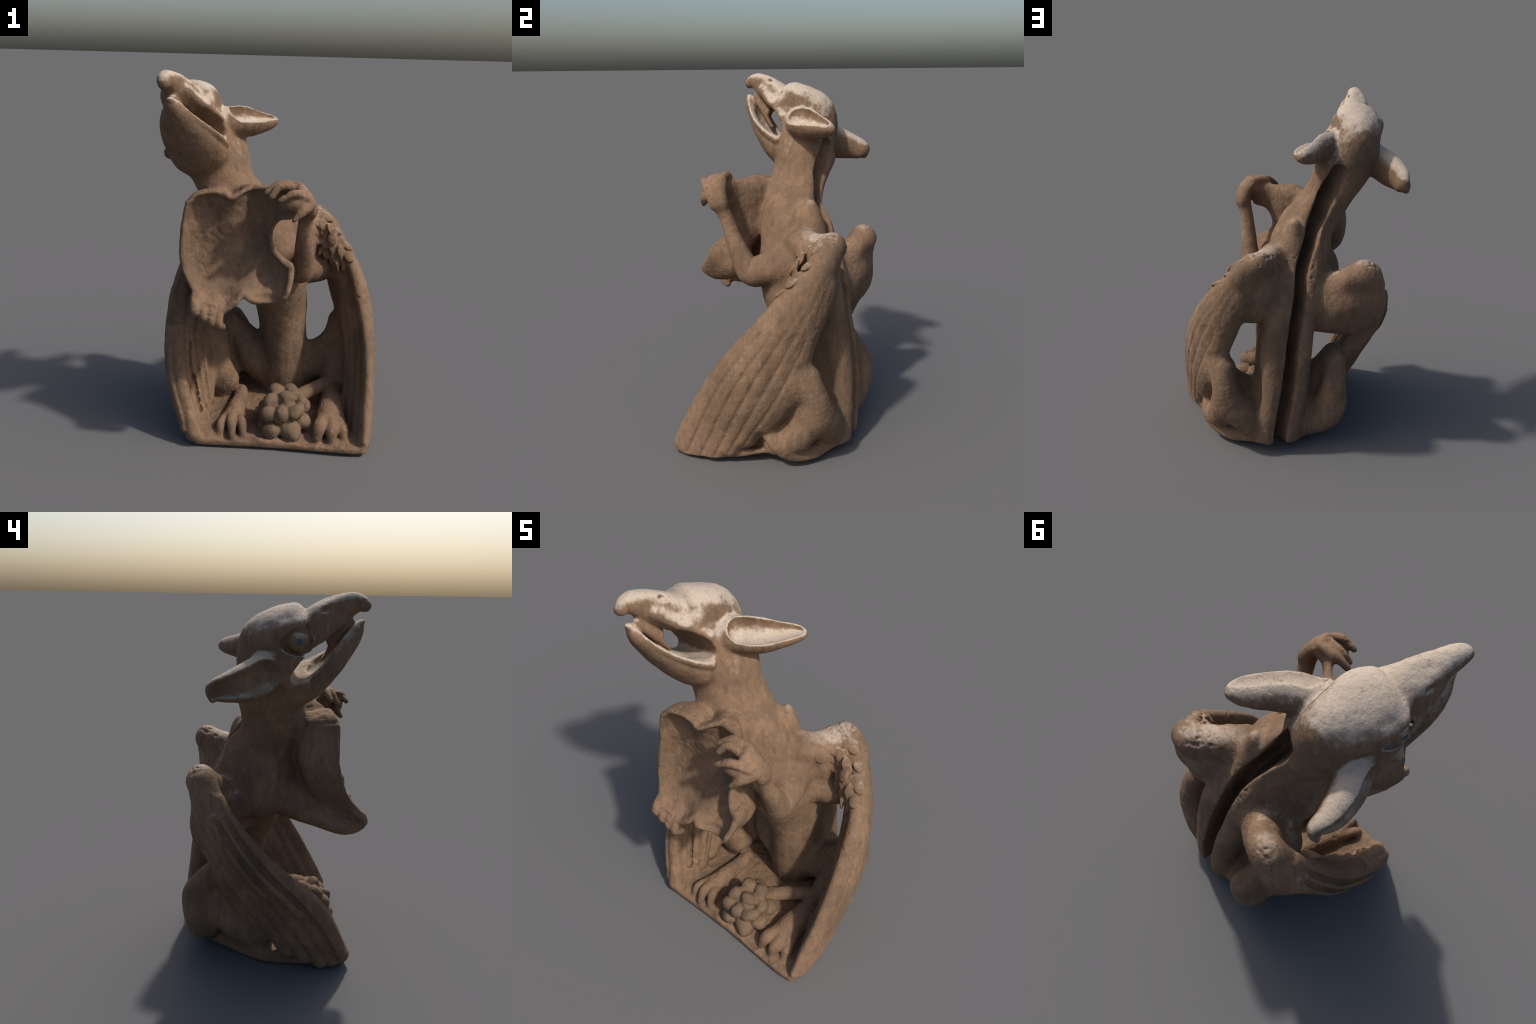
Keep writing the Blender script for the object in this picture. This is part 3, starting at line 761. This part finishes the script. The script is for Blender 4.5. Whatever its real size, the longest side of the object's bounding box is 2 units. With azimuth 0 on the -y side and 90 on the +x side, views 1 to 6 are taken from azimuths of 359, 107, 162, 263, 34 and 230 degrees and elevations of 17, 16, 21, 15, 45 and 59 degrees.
def stone(name, base, dark, pale, pale_amount, stain):
    """Fine sandstone: blotched base, brown stains, pale speckle on upward faces."""
    m = bpy.data.materials.new(name)
    t, bsdf = nodes_of(m)
    N, L = t.nodes.new, t.links.new
    co = N("ShaderNodeTexCoord")
    geo = N("ShaderNodeNewGeometry")

    def noise(scale, detail=4, rough=0.6, stretch=(1, 1, 1)):
        mp = N("ShaderNodeMapping")
        mp.inputs["Scale"].default_value = stretch
        L(co.outputs["Object"], mp.inputs["Vector"])
        n = N("ShaderNodeTexNoise")
        n.inputs["Scale"].default_value, n.inputs["Detail"].default_value, n.inputs["Roughness"].default_value = scale, detail, rough
        L(mp.outputs[0], n.inputs["Vector"])
        return n.outputs["Fac"]

    def ramp(v, a, b):
        r = N("ShaderNodeMapRange")
        r.interpolation_type = "SMOOTHSTEP"
        r.inputs["From Min"].default_value, r.inputs["From Max"].default_value = a, b
        L(v, r.inputs["Value"])
        return r.outputs["Result"]

    def math_(op, a, b):
        n = N("ShaderNodeMath")
        n.operation = op
        for i, x in enumerate((a, b)):
            if isinstance(x, (int, float)):
                n.inputs[i].default_value = x
            else:
                L(x, n.inputs[i])
        return n.outputs[0]

    def mix(f, a, b):
        n = N("ShaderNodeMix")
        n.data_type = "RGBA"
        if isinstance(f, (int, float)):
            n.inputs[0].default_value = f
        else:
            L(f, n.inputs[0])
        for i, x in ((6, a), (7, b)):
            if isinstance(x, tuple):
                n.inputs[i].default_value = (*x, 1)
            else:
                L(x, n.inputs[i])
        return n.outputs[2]

    col = mix(ramp(noise(4.5), 0.36, 0.66), dark, base)
    col = mix(math_("MULTIPLY", ramp(noise(2.2, 3), 0.5, 0.72), 0.55), col, stain)
    streak = ramp(noise(26, 6, 0.7, (1, 1, 0.2)), 0.46, 0.72)
    col = mix(math_("MULTIPLY", streak, 0.55), col, tuple(x * 0.62 for x in dark))
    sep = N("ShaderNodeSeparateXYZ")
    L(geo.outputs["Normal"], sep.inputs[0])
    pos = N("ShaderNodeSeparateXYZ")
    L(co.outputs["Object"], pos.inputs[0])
    back = math_("MAXIMUM", ramp(pos.outputs["Y"], 0.10, 0.20), ramp(pos.outputs["Z"], 1.50, 1.62))      # keeps the pale colour off the chest
    high = ramp(pos.outputs["Z"], 1.0, 1.75)                 # pale colour spreads wider towards the head
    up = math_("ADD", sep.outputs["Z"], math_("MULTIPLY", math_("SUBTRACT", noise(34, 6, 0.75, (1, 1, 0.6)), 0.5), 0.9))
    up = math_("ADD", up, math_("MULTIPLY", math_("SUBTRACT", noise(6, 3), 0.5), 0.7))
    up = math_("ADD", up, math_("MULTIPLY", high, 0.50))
    pale_mask = math_("MULTIPLY", math_("MULTIPLY", ramp(up, 0.74, 1.24), back), math_("ADD", math_("MULTIPLY", ramp(pos.outputs["Z"], 0.3, 0.9), 0.75), math_("MULTIPLY", ramp(pos.outputs["Z"], 1.5, 1.7), 0.25)))
    col = mix(math_("MULTIPLY", pale_mask, pale_amount), col, pale)
    mottle = noise(48, 5, 0.7, (1, 1, 0.5))
    col = mix(math_("MULTIPLY", ramp(mottle, 0.50, 0.74), 0.45), col, tuple(x * 0.55 for x in dark))
    col = mix(math_("MULTIPLY", ramp(mottle, 0.46, 0.26), 0.35), col, tuple(min(x * 1.5, 1) for x in base))
    grain = noise(140, 3, 0.7)
    col = mix(math_("MULTIPLY", ramp(grain, 0.42, 0.75), 0.30), col, mix(0.5, col, tuple(x * 0.5 for x in dark)))
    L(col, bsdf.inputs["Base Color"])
    bsdf.inputs["Roughness"].default_value = 0.86
    bsdf.inputs["Specular IOR Level"].default_value = 0.25
    bmp = N("ShaderNodeBump")
    bmp.inputs["Strength"].default_value, bmp.inputs["Distance"].default_value = 0.7, 0.007
    L(math_("ADD", math_("MULTIPLY", noise(75, 5, 0.7), 0.8), math_("MULTIPLY", noise(30, 4, 0.6, (1, 1, 0.5)), 0.9)), bmp.inputs["Height"])
    L(bmp.outputs[0], bsdf.inputs["Normal"])
    return m


def main():
    V, Q, key, who = build_mesh(H)
    N = vertex_normals(V, Q)
    V = V + N * weather(V, N)[:, None]
    V[:, 2] = np.maximum(V[:, 2], 0.0)
    N = vertex_normals(V, Q)

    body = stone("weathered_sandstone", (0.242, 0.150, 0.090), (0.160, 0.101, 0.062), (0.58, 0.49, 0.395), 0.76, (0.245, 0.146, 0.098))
    fruity = stone("brown_sandstone", (0.190, 0.122, 0.075), (0.13, 0.085, 0.055), (0.40, 0.30, 0.22), 0.12, (0.18, 0.128, 0.074))
    metal_grey = stone("lead_pupil", (0.09, 0.10, 0.105), (0.07, 0.08, 0.085), (0.1, 0.11, 0.11), 0.0, (0.08, 0.09, 0.095))

    root = bpy.data.objects.new("gargoyle_statue", None)
    root.empty_display_size = 0.3
    root["label"] = "squatting winged stone beast with open beak holding a lobed dish"
    root["category"] = "gargoyle statue"
    bpy.context.collection.objects.link(root)
    parts = {}
    # merge primitives that belong to the same named part
    uniq = list(dict.fromkeys(key))
    to = np.array([uniq.index(k) for k in key])[who]

    def add(name, sel, parent, mat):
        q = Q[sel]
        ids, inv = np.unique(q, return_inverse=True)
        me = bpy.data.meshes.new(name)
        me.vertices.add(len(ids))
        me.vertices.foreach_set("co", V[ids].astype(np.float32).ravel())
        me.loops.add(q.size)
        me.loops.foreach_set("vertex_index", inv.astype(np.int32).ravel())
        me.polygons.add(len(q))
        me.polygons.foreach_set("loop_start", np.arange(0, q.size, 4, dtype=np.int32))
        me.update(calc_edges=True)
        me.validate()
        me.polygons.foreach_set("use_smooth", np.ones(len(me.polygons), bool))
        me.normals_split_custom_set_from_vertices(N[ids].tolist())
        me.materials.append(mat)
        ob = bpy.data.objects.new(name, me)
        bpy.context.collection.objects.link(ob)
        ob.parent = parent
        return ob

    def parent_of(n):
        if n.startswith("finger"):
            i = int(n[7:] or 0)
            return "hand" if i < 4 else "hand.001"
        if n.startswith("toe"):
            i = int(n[4:] or 0)
            return "foot" if i < 3 else "foot.001"
        if n.startswith("grape") and n != "grape_cluster":
            return "grape_cluster"
        if n == "pupil":
            return "eye"
        if n.startswith(("eye", "ear", "upper_beak", "lower_jaw")):
            return "head"
        if n == "tongue":
            return "head"
        if "/" in n:
            return n.split("/")[0]
        return None

    feather = 0
    for n in sorted(uniq, key=lambda n: (parent_of(n) is not None) + (n == "pupil")):
        sel = to == uniq.index(n)
        if sel.sum() < 8:
            continue
        p = parent_of(n)
        label = n
        if "/" in n:
            label = "feather" + (".%03d" % feather if feather else "")
            feather += 1
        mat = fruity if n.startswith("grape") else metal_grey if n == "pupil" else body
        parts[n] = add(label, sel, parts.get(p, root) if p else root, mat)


main()
